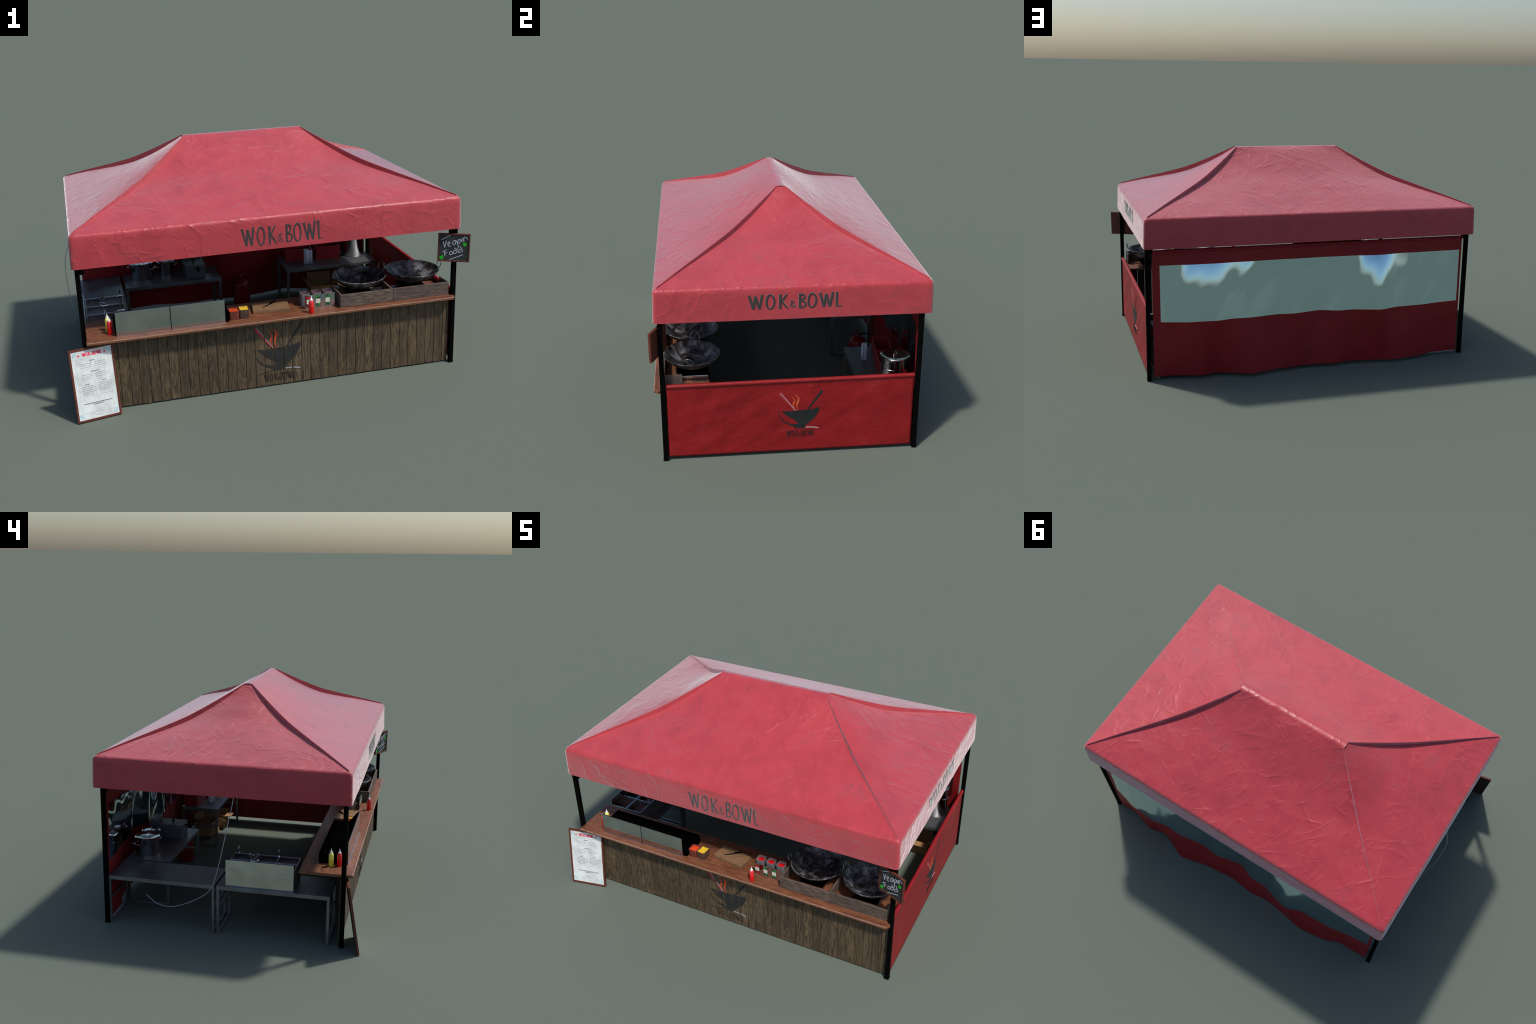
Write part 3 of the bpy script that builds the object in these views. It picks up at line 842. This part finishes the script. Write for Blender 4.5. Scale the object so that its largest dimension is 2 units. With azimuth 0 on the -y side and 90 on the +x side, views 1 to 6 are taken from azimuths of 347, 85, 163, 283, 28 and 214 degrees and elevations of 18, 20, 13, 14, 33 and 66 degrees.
for p in pen:
    q = chalk_pts(p)
    polys += stroke(q, .0036, smooth=5 if len(q) > 2 else 0)
lay("chalk_writing", polys, (0, 0, 0), (1, 0, 0), (0, 1, 0), M['chalk'], sign, -.0024, .0010, place=lambda u, v, h: so + su * u + sv * v + sn * h)
for cx_, cy_, s_, rot in ((1205, 665, 80, -.15), (405, 1110, 90, .45)):
    pts = []
    for k in range(28):
        t = 2 * math.pi * k / 28
        x = math.sin(t) ** 3; y = -(13 * math.cos(t) - 5 * math.cos(2 * t) - 2 * math.cos(3 * t) - math.cos(4 * t)) / 16
        c, s = math.cos(-rot), math.sin(-rot)
        pts.append((cx_ + s_ * .85 * (x * c - y * s), cy_ + s_ * (x * s + y * c)))
    q = chalk_pts(pts)
    lay("heart_mark", [q], (0, 0, 0), (1, 0, 0), (0, 1, 0), M['green'], sign, -.0024, .0010, place=lambda u, v, h: so + su * u + sv * v + sn * h)

# ------------------------------------------------------------------ steel tables
def steel_table(lo, hi):
    """Folding catering table: slab top with lip, four legs joined into end frames."""
    (xa, ya), (xb, yb) = lo, hi
    t = thing("steel_table", "plain stainless steel catering table on square legs", "table", ((xa + xb) / 2, (ya + yb) / 2, 0))
    box("table_top", (xa, ya, .2365), (xb, yb, .257), M['steel'], t, .0015)
    long_x = (xb - xa) > (yb - ya)
    w, ins = .014, .001
    xs, ys = (xa + ins, xb - ins - w), (ya + ins, yb - ins - w)
    for x in xs:
        for y in ys: box("leg", (x, y, 0), (x + w, y + w, .2365), M['steel'], t, .001)
    bw = .010
    for z in (0, .130):
        for e in (0, 1):
            if long_x: box("cross_bar", (xs[e] + .002, ys[0] + w, z), (xs[e] + .002 + bw, ys[1], z + bw), M['steel'], t, .0008)
            else: box("cross_bar", (xs[0] + w, ys[e] + .002, z), (xs[1], ys[e] + .002 + bw, z + bw), M['steel'], t, .0008)
    return t
steel_table((-.917, .039), (-.672, .610))
steel_table((-.919, -.546), (-.672, .029))
steel_table((-.652, .367), (-.084, .609))
steel_table((.324, .367), (.895, .609))
TZ = .257

# ------------------------------------------------------------------ pots
def stock_pot(x, y, r, h, lid_r=None, ang=0., hz=.7):
    p = thing("stock_pot", "lidded stainless steel stock pot with side handles", "cooking pot", (x, y, TZ))
    lathe("pot_body", [(0, 0), (r * .97, 0), (r, .004), (r, h - .004), (r * 1.05, h), (r * 1.05, h + .002), (r * .98, h + .002), (r * .98, h - .02)], M['pot'], p, (x, y, TZ), 56)
    lathe("pot_lid", [(r * 1.04, h + .0025), (r * 1.06, h + .005), (r * 1.02, h + .0075), (r * .96, h + .0062), (r * .9, h + .003), (r * .5, h + .0045), (0, h + .005)], M['pot'], p, (x, y, TZ), 56)
    z = TZ + h + .0055
    c, s = math.cos(ang), math.sin(ang)
    k = r * .3
    tube("lid_handle", catmull([(x - c * k, y - s * k, z - .002), (x - c * k * .7, y - s * k * .7, z + .012), (x + c * k * .7, y + s * k * .7, z + .012), (x + c * k, y + s * k, z - .002)], 5), .0022, M['pot'], p)
    for sg in (1, -1):
        d = V((c, s, 0)) * sg; q = V((-s, c, 0)); o = V((x, y, TZ + h * hz)); w = r * .32
        tube("side_handle", catmull([o + d * r + q * w, o + d * (r + .016) + q * w + V((0, 0, .003)), o + d * (r + .018) - q * w + V((0, 0, .003)), o + d * r - q * w], 5), .0022, M['pot'], p)
    return p
stock_pot(-.542, .528, .066, .092, ang=2.6)
stock_pot(-.392, .560, .050, .074, ang=.25)
stock_pot(.803, .533, .068, .184, ang=-.55, hz=.75)

# ------------------------------------------------------------------ deep fryer (grey metal box with lid)
fry = thing("deep_fryer", "grey box-shaped electric deep fryer with lid", "fryer", (-.23, .5, TZ))
box("fryer_body", (-.287, .412, TZ), (-.172, .565, TZ + .072), M['fryer'], fry, .002)
box("fryer_lid", (-.289, .410, TZ + .0725), (-.170, .565, TZ + .082), M['fryer'], fry, .002)
box("control_head", (-.287, .566, TZ), (-.172, .604, TZ + .108), M['fryer'], fry, .003)
lathe("lid_knob", [(.004, 0), (.004, .006), (.009, .008), (.009, .014), (.006, .016), (0, .016)], M['black'], fry, (-.232, .48, TZ + .082), 20)
box("basket_handle", (-.224, .394, TZ + .062), (-.214, .4095, TZ + .07), M['black'], fry, .001, None)
box("basket_grip", (-.227, .372, TZ + .052), (-.211, .3935, TZ + .072), M['black'], fry, .002)

# ------------------------------------------------------------------ red crates, paper roll
def crate(cx, cy, w, d, h, ang):
    c = thing("plastic_crate", "open red plastic storage crate with hand holes", "crate", (cx, cy, TZ))
    mt = Matrix.Translation((cx, cy, TZ)) @ Matrix.Rotation(ang, 4, 'Z')
    bm = bmesh.new(); t = .004
    add_box(bm, (-w / 2, -d / 2, 0), (w / 2, d / 2, t), mt)
    add_box(bm, (-w / 2, -d / 2, t), (w / 2, -d / 2 + t, h), mt, .0008)
    add_box(bm, (-w / 2, d / 2 - t, t), (w / 2, d / 2, h), mt, .0008)
    for sx in (-1, 1):
        xa, xb = (-w / 2, -w / 2 + t) if sx < 0 else (w / 2 - t, w / 2)
        g = .018
        add_box(bm, (xa, -d / 2 + t, t), (xb, d / 2 - t, h * .66), mt)
        add_box(bm, (xa, -d / 2 + t, h * .82), (xb, d / 2 - t, h), mt)
        add_box(bm, (xa, -d / 2 + t, h * .66), (xb, -g, h * .82), mt)
        add_box(bm, (xa, g, h * .66), (xb, d / 2 - t, h * .82), mt)
    from_bm("crate_body", bm, M['redplastic'], c)
crate(.445, .552, .165, .088, .075, -.09)
crate(.628, .543, .155, .105, .082, -.05)
roll = thing("paper_roll", "white paper towel roll with a loose sheet", "paper roll", (.478, .448, TZ))
lathe("roll_body", [(.006, 0), (.0155, 0), (.0155, .09), (.006, .09), (.006, 0)], M['paper'], roll, (.472, .452, TZ), 28)
bm = bmesh.new(); rows = []
for z in (TZ, TZ + .088):
    rows.append([bm.verts.new((x, y, z)) for x, y in catmull([(.462, .438, 0), (.474, .4355, 0), (.486, .440, 0), (.496, .436, 0), (.507, .437, 0)], 4) and [(p.x, p.y) for p in catmull([(.462, .438, 0), (.474, .4355, 0), (.486, .440, 0), (.496, .436, 0), (.507, .437, 0)], 4)]])
for k in range(len(rows[0]) - 1): bm.faces.new((rows[0][k], rows[0][k + 1], rows[1][k + 1], rows[1][k]))
sheet = from_bm("loose_sheet", bm, M['paper'], roll, True)
sheet.modifiers.new("thickness", 'SOLIDIFY').thickness = .0008

# ------------------------------------------------------------------ gas bottle
gas = thing("gas_bottle", "red gas cylinder with collar handle", "gas bottle", (.063, .503, 0))
g0 = (.063, .503, 0)
lathe("cylinder", [(0, .006), (.048, .006), (.051, .012), (.0515, .02), (.0515, .15), (.049, .164), (.041, .178), (.028, .187), (.012, .190), (.012, .198), (0, .198)], M['gasred'], gas, g0, 48)
lathe("foot_ring", [(.044, .0), (.0525, .0), (.0525, .016), (.05, .018)], M['gasred'], gas, g0, 48)
lathe("valve", [(.0, .196), (.008, .196), (.008, .21), (.011, .212), (.011, .218), (0, .219)], M['chrome'], gas, g0, 20)
for k in range(3):
    a = .6 + k * 2.1
    tube("collar_post", [(.063 + .018 * math.cos(a), .503 + .018 * math.sin(a), .186), (.063 + .018 * math.cos(a), .503 + .018 * math.sin(a), .212)], .003, M['gasred'], gas)
bm = bmesh.new(); add_tube(bm, [(.063 + .019 * math.cos(2.4 + 4.6 * k / 20), .503 + .019 * math.sin(2.4 + 4.6 * k / 20), .216 + .008 * math.sin(math.pi * k / 20)) for k in range(21)], .004, 8)
from_bm("collar_handle", bm, M['gasred'], gas, True)
gl = []
for v, w in ((.125, .022), (.112, .012), (.105, .02), (.098, .016), (.082, .014)):
    gl.append(rect(-w / 2, v, w / 2, v + .0035))
def ongas(u, v, h):
    a = -math.pi / 2 - .35 + u / .0515
    return V((.063 + (.0515 + h) * math.cos(a), .503 + (.0515 + h) * math.sin(a), v))
lay("stencil_mark", [[(u, v) for u, v in p][::1] for p in gl] + stroke(ell(0, .105, .019, .019, 36), .0012, closed=True), (0, 0, 0), (1, 0, 0), (0, 1, 0), M['inkpink'], gas, .0006, .0010, place=ongas)

# ------------------------------------------------------------------ cartons on the ground
def carton(cx, cy, w, d, h, ang, flaps):
    c = thing("cardboard_carton", "open brown cardboard carton with raised flaps", "cardboard box", (cx, cy, 0))
    mt = Matrix.Translation((cx, cy, 0)) @ Matrix.Rotation(ang, 4, 'Z')
    bm = bmesh.new(); t = .0025
    add_box(bm, (-w / 2, -d / 2, 0), (w / 2, d / 2, t), mt)
    for sy in (-1, 1): add_box(bm, (-w / 2, sy * d / 2 - (t if sy > 0 else 0), t), (w / 2, sy * d / 2 + (0 if sy > 0 else t), h), mt)
    for sx in (-1, 1): add_box(bm, (sx * w / 2 - (t if sx > 0 else 0), -d / 2 + t, t), (sx * w / 2 + (0 if sx > 0 else t), d / 2 - t, h), mt)
    from_bm("carton_body", bm, M['carton'], c)
    for (sx, sy), a in flaps.items():           # angle from upright, outwards
        L = (w if sy else d); fl_ = min(w, d) * .5
        b2 = bmesh.new(); add_box(b2, (-L / 2, -t / 2, 0), (L / 2, t / 2, fl_))
        rotz = {(0, -1): 0, (0, 1): math.pi, (1, 0): math.pi / 2, (-1, 0): -math.pi / 2}[(sx, sy)]
        m2 = mt @ Matrix.Translation((sx * (w / 2 - t / 2), sy * (d / 2 - t / 2), h + .0005)) @ Matrix.Rotation(rotz, 4, 'Z') @ Matrix.Rotation(a, 4, 'X')
        bmesh.ops.transform(b2, matrix=m2, verts=b2.verts)
        from_bm("carton_flap", b2, M['carton'], c)
carton(.578, .507, .150, .112, .095, -.10, {(0, 1): .2, (0, -1): 1.9, (-1, 0): .75, (1, 0): .8})
carton(.756, .470, .098, .096, .086, -.03, {(0, 1): .45, (0, -1): 1.5, (-1, 0): 1.1, (1, 0): 1.25})

# ------------------------------------------------------------------ bain-marie on the left table
bmx = thing("bain_marie", "steel countertop food warmer with six wells and ladles", "food warmer", (-.8, -.19, TZ))
bx0, bx1, by0, by1, bz = -.905, -.700, -.362, -.016, .358
box("splash_guard", (bx0, by0, TZ), (bx0 + .003, by1, .396), M['guard'], bmx, .0008)
box("guard_lip", (bx0 - .0025, by0, .343), (bx0 - .0002, by1, .346), M['guard'], bmx, .0)
bm = bmesh.new(); t = .003
add_box(bm, (bx0 + .003, by0, TZ), (bx1, by0 + t, bz)); add_box(bm, (bx0 + .003, by1 - t, TZ), (bx1, by1, bz)); add_box(bm, (bx1 - t, by0 + t, TZ), (bx1, by1 - t, bz))
add_box(bm, (bx0 + .003, by0 + t, TZ), (bx1 - t, by1 - t, TZ + .01))
from_bm("warmer_shell", bm, M['steel'], bmx)
xm = -.802; ysd = [by0, -.252, -.137, by1]
bm = bmesh.new(); rw = .004
for y in ysd: add_box(bm, (bx0 + .004, y - rw / 2, bz), (bx1, y + rw / 2, bz + .004), None, .0008)
for x in (bx0 + .008, xm - .004, xm + .004, bx1 - .002): add_box(bm, (x - rw / 2, by0, bz + .0006), (x + rw / 2, by1, bz + .0046), None, .0008)
from_bm("rim_grid", bm, M['chrome'], bmx)
for i in range(2):
    for k in range(3):
        xa, xb = ((bx0 + .012, xm - .008), (xm + .008, bx1 - .006))[i]; ya, yb = ysd[k] + .005, ysd[k + 1] - .005
        bm = bmesh.new(); d = TZ + .03; w = .0015
        add_box(bm, (xa, ya, d), (xb, yb, d + .002))
        add_box(bm, (xa, ya, d + .002), (xa + w, yb, bz)); add_box(bm, (xb - w, ya, d + .002), (xb, yb, bz))
        add_box(bm, (xa + w, ya, d + .002), (xb - w, ya + w, bz)); add_box(bm, (xa + w, yb - w, d + .002), (xb - w, yb, bz))
        from_bm("well", bm, M['pot'], bmx)
        fm_ = ('refl_brown', 'refl_red', 'refl_dark')[(i + k * 2) % 3]
        bm = bmesh.new(); n_ = 10
        g = [[bm.verts.new((xa + .002 + (xb - xa - .004) * p / n_, ya + .002 + (yb - ya - .004) * q / n_, bz - .025 + .004 * noise.noise(V((p * .9 + i * 7, q * .9 + k * 5, 1))))) for q in range(n_ + 1)] for p in range(n_ + 1)]
        for p in range(n_):
            for q in range(n_): bm.faces.new((g[p][q], g[p + 1][q], g[p + 1][q + 1], g[p][q + 1]))
        from_bm("reflection_fill", bm, M[fm_], bmx, True)  # added sheet in each well; its colour imitates reflections in the steel
for x, y, a in ((-.715, -.04, .4), (-.806, -.118, -.5), (-.80, -.16, .3), (-.82, -.14, 2.), (-.722, -.252, .2)):
    d = V((math.cos(a) * .015, math.sin(a) * .015, 0)); o = V((x, y, bz + .004))
    bm = bmesh.new()
    add_tube(bm, [o + d * 2.2 + V((0, 0, -.02)), o + d * .6 + V((0, 0, .012)), o + V((0, 0, .03))], .0022, 8)
    add_lathe(bm, [(.0, -.006), (.006, -.006), (.0075, .004), (.006, .013), (0, .013)], 16, Matrix.Translation(o + V((0, 0, .03))))
    add_tube(bm, [o + d * 1.2 + V((0, 0, .004)), o - d * 1.4 + V((0, 0, .007))], .0035, 8)
    from_bm("ladle", bm, M['chrome'], bmx, True)

# ------------------------------------------------------------------ griddle with polished guard
gr = thing("griddle", "black griddle behind two polished steel guard plates", "griddle", (-.51, -.54, CZ))
bm = bmesh.new(); add_box(bm, (-.776, -.604, CZ), (-.229, -.465, CZ + .052), None, .002)
from_bm("griddle_body", bm, M['soot'], gr)
for a, b in ((-.7715, -.5145), (-.511, -.2505)): box("guard_plate", (a, -.6125, CZ + .001), (b, -.6095, .4955), M['guard'], gr, .0005)
box("guard_back", (-.770, -.6092, CZ), (-.252, -.6045, .494), M['soot'], gr, 0)
box("guard_foot", (-.772, -.6145, CZ), (-.250, -.613, CZ + .002), M['chrome'], gr, 0)
for x in (-.2555,):
    bm = bmesh.new()
    prof = [(-.6045, CZ + .0522), (-.6045, .492), (-.595, .485), (-.55, CZ + .0522)]
    a = [bm.verts.new((x, y, z)) for y, z in prof]; b = [bm.verts.new((x + .003, y, z)) for y, z in prof]
    bm.faces.new(a); bm.faces.new(b[::-1])
    for i in range(4): bm.faces.new((a[i], a[(i + 1) % 4], b[(i + 1) % 4], b[i]))
    from_bm("side_wing", bm, M['soot'], gr)

# ------------------------------------------------------------------ squeeze bottles
def squeeze_bottle(x, y, body, top, label):
    b = thing("squeeze_bottle", label, "sauce bottle", (x, y, CZ))
    r = .0122
    lathe("bottle_body", [(0, 0), (r * .92, 0), (r, .002), (r, .035)], M[body], b, (x, y, CZ), 28)
    lathe("bottle_shoulder", [(r, .035), (r, .056), (r * .92, .062), (r * .62, .0675), (r * .5, .068)], M[top], b, (x, y, CZ), 28)
    lathe("nozzle", [(r * .62, .067), (r * .62, .0725), (r * .3, .0755), (r * .12, .089), (0, .0895)], M['white'], b, (x, y, CZ), 20)
squeeze_bottle(-.805, -.531, 'bottle_yellow', 'bottle_yellow_top', "yellow mustard squeeze bottle with white nozzle")
squeeze_bottle(-.799, -.572, 'bottle_red', 'bottle_red_top', "red ketchup squeeze bottle with white nozzle")
squeeze_bottle(.178, -.624, 'bottle_red', 'bottle_red_top', "red ketchup squeeze bottle with white nozzle")

# ------------------------------------------------------------------ rounded tubs
def rrect(cx, cy, w, d, r, n=5):
    o = []
    for k, (sx, sy) in enumerate(((1, 1), (-1, 1), (-1, -1), (1, -1))):
        for j in range(n + 1):
            a = math.pi / 2 * (k + j / n)
            o.append((cx + sx * (w / 2 - r) + r * math.cos(a), cy + sy * (d / 2 - r) + r * math.sin(a)))
    return o
def tub(parent, cx, cy, w, d, h, mat, content, level, name="tub", fill="filling", bits=None, ang=0.):
    mt = Matrix.Translation((cx, cy, CZ)) @ Matrix.Rotation(ang, 4, 'Z')
    bm = bmesh.new(); rings = []
    for s, z in ((.90, 0), (.94, .003), (1, h), (.93, h), (.90, h * .9), (.86, .005)):
        rings.append([bm.verts.new(mt @ V((x, y, z))) for x, y in rrect(0, 0, w * s, d * s, .007 * s)])
    for a, b in zip(rings, rings[1:]):
        for k in range(len(a)): bm.faces.new((a[k], a[(k + 1) % len(a)], b[(k + 1) % len(a)], b[k]))
    bm.faces.new(rings[0][::-1]); bm.faces.new(rings[-1])
    from_bm(name, bm, M[mat], parent, True, 40)
    bm = bmesh.new()
    top = [bm.verts.new(mt @ V((x, y, level))) for x, y in rrect(0, 0, w * .9, d * .9, .006)]
    bot = [bm.verts.new(mt @ V((x, y, .008))) for x, y in rrect(0, 0, w * .82, d * .82, .006)]
    bm.faces.new(top); bm.faces.new(bot[::-1])
    for k in range(len(top)): bm.faces.new((bot[k], bot[(k + 1) % len(top)], top[(k + 1) % len(top)], top[k]))
    from_bm(fill, bm, M[content], parent)
    if bits:
        bm = bmesh.new()
        for k in range(150):
            x, y = (R.random() - .5) * w * .82, (R.random() - .5) * d * .82
            m2 = mt @ Matrix.Translation((x, y, level + .0005 + .0022 * R.random())) @ Matrix.Rotation(R.random() * 6, 4, V((R.random(), R.random(), R.random() + .01)).normalized())
            if bits == 'kernel': bmesh.ops.create_icosphere(bm, subdivisions=1, radius=.0021, matrix=m2)
            else: add_box(bm, (-.0045, -.0009, -.0009), (.0045, .0009, .0009), m2)
        o = from_bm("kernels" if bits == 'kernel' else "shreds", bm, M[content], parent, bits == 'kernel'); o["kind"] = "stuff"
st = thing("sauce_tubs", "three grey tubs of red sauce behind a label plate", "sauce tubs", (.235, -.52, CZ))
for x in (.1765, .2355, .2945): tub(st, x, -.511, .045, .046, .067, 'tub', 'sauce', .052)
box("label_plate", (.163, -.5685, CZ), (.317, -.5665, CZ + .072), M['guard'], st, .0005)
box("plate_foot", (.163, -.566, CZ), (.317, -.545, CZ + .0015), M['guard'], st, 0)
for k, x in enumerate((.181, .229, .279)):
    def px(n, x0, z0, x1, z1, mat, y): box(n, (x + x0, y, CZ + z0), (x + x1, -.5688, CZ + z1), M[mat], st, 0)
    px("label", -.012, .008, .013, .066, 'labeldark', -.5693)
    px("label_text", -.011, .026, .012, .049, 'labelwhite', -.5697)
    rr = random.Random(k + 3); bm = bmesh.new()
    for j in range(16):
        z = CZ + (rr.uniform(.010, .024) if j % 2 else rr.uniform(.051, .064)); xx = x + rr.uniform(-.010, .011); q = rr.uniform(.0015, .0032)
        add_box(bm, (xx - q, -.5696 - j * 1e-5, z - q), (xx + q, -.569, z + q))
    from_bm("label_print", bm, M['sauce' if k == 0 else 'labelgreen'], st)["kind"] = "stuff"
vt = thing("vegetable_tubs", "two small tubs of shredded carrot and sweetcorn", "vegetable tubs", (-.176, -.565, CZ))
tub(vt, -.200, -.568, .050, .052, .046, 'vegtubred', 'carrot', .038, bits='shred', ang=-.05)
tub(vt, -.149, -.564, .048, .060, .047, 'vegtub', 'corn', .042, bits='kernel', ang=-.08)

# ------------------------------------------------------------------ chopping board and knife
cb = thing("chopping_board", "thick pale wooden chopping board", "chopping board", (0, -.508, CZ))
ca = -.155
box("board_slab", (-.091, -.049, 0), (.091, .049, .018), M['board'], cb, .002, Matrix.Translation((-.001, -.5085, CZ)) @ Matrix.Rotation(ca, 4, 'Z'))
kn = thing("kitchen_knife", "dark kitchen knife lying on the board", "knife", (-.005, -.49, CZ + .018))
km = Matrix.Translation((-.004, -.492, CZ + .0185)) @ Matrix.Rotation(.62, 4, 'Z')
bm = bmesh.new()
pts = [(-.055, 0), (-.045, -.005), (-.02, -.007), (.006, -.007), (.006, .003), (-.03, .003)]
a = [bm.verts.new(km @ V((x, y, 0))) for x, y in pts]; b = [bm.verts.new(km @ V((x, y, .0015))) for x, y in pts]
bm.faces.new(a[::-1]); bm.faces.new(b)
for i in range(len(pts)): bm.faces.new((a[i], a[(i + 1) % len(pts)], b[(i + 1) % len(pts)], b[i]))
from_bm("blade", bm, M['blade'], kn)
box("knife_handle", (.006, -.004, -.0002), (.05, .004, .006), M['soot'], kn, .0015, km)

# ------------------------------------------------------------------ wind boxes, burners and woks
def wind_box(x0, x1, left, right, ll, rl):
    w = thing("wooden_wind_box", "weathered wooden board box shielding a wok burner", "wooden box", ((x0 + x1) / 2, -.57, CZ))
    box("front_board", (x0, -.6095, CZ), (x1 - .001, -.600, CZ + .068), M['cratewood'], w, .001)
    if left: box("side_board", (x0 + .001, -.5995, CZ), (x0 + .010, -.5995 + ll, CZ + .068), M['cratewood'], w, .001)
    if right: box("side_board", (x1 - .011, -.5995, CZ), (x1 - .002, -.5995 + rl, CZ + .068), M['cratewood'], w, .001)
wind_box(.333, .614, True, True, .155, .13)
wind_box(.6145, .914, False, True, .1, .083)

def wok(x, y, ang):
    """Wide iron wok with two loop handles, sitting on a steel gas burner."""
    z = .4865; r = .137; dep = .066
    b = thing("gas_burner", "low steel gas burner with black pan support", "burner", (x, y, CZ))
    box("burner_body", (x - .062, y - .075, CZ + .002), (x + .062, y + .075, CZ + .020), M['guard'], b, .002)
    box("drip_tray", (x - .064, y - .077, CZ + .0205), (x + .064, y + .077, CZ + .0235), M['soot'], b, .001)
    lathe("burner_ring", [(.03, 0), (.042, 0), (.042, .008), (.03, .008), (.03, 0)], M['soot'], b, (x, y, CZ + .024), 28)
    for k in range(4):
        a = math.pi / 4 + math.pi / 2 * k
        tube("pan_support", [(x + .02 * math.cos(a), y + .02 * math.sin(a), CZ + .034), (x + .055 * math.cos(a), y + .055 * math.sin(a), CZ + .038), (x + .07 * math.cos(a), y + .07 * math.sin(a), CZ + .026)], .003, M['soot'], b)
    box("burner_knob", (x + .03, y + .0755, CZ + .006), (x + .042, y + .083, CZ + .018), M['black'], b, .001)
    w = thing("wok", "large burnt black iron wok with two loop handles", "wok", (x, y, z - dep))
    prof = []
    for k in range(15):
        q = k / 14; prof.append((r * math.sin(q * 1.15) / math.sin(1.15), z - dep * (math.cos(q * 1.15) - math.cos(1.15)) / (1 - math.cos(1.15))))
    inner = [(max(0, rr - .0025), zz + .003) for rr, zz in prof[::-1]]
    inner[-1] = (0, inner[-1][1])
    prof[0] = (0, prof[0][1])
    lathe("wok_bowl", prof + [(r + .002, z + .001), (r, z + .004)] + inner, M['wok'], w, (x, y, 0), 72, 60)
    for sg in (1, -1):
        d = V((math.cos(ang), math.sin(ang), 0)) * sg; q = V((-d.y, d.x, 0)); o = V((x, y, z - .006)) + d * (r - .001)
        up = (V((0, 0, 1)) * .95 + d * .32).normalized()
        loop = []
        for k in range(17):
            a = -.62 + (math.pi + 1.24) * k / 16
            loop.append(o + up * .026 + q * (.025 * math.cos(a)) + up * (.025 * math.sin(a)))
        tube("loop_handle", loop, .0024, M['iron'], w)
    return w
wok(.480, -.468, .28)
wok(.772, -.468, -.12)

bpy.context.view_layer.update()
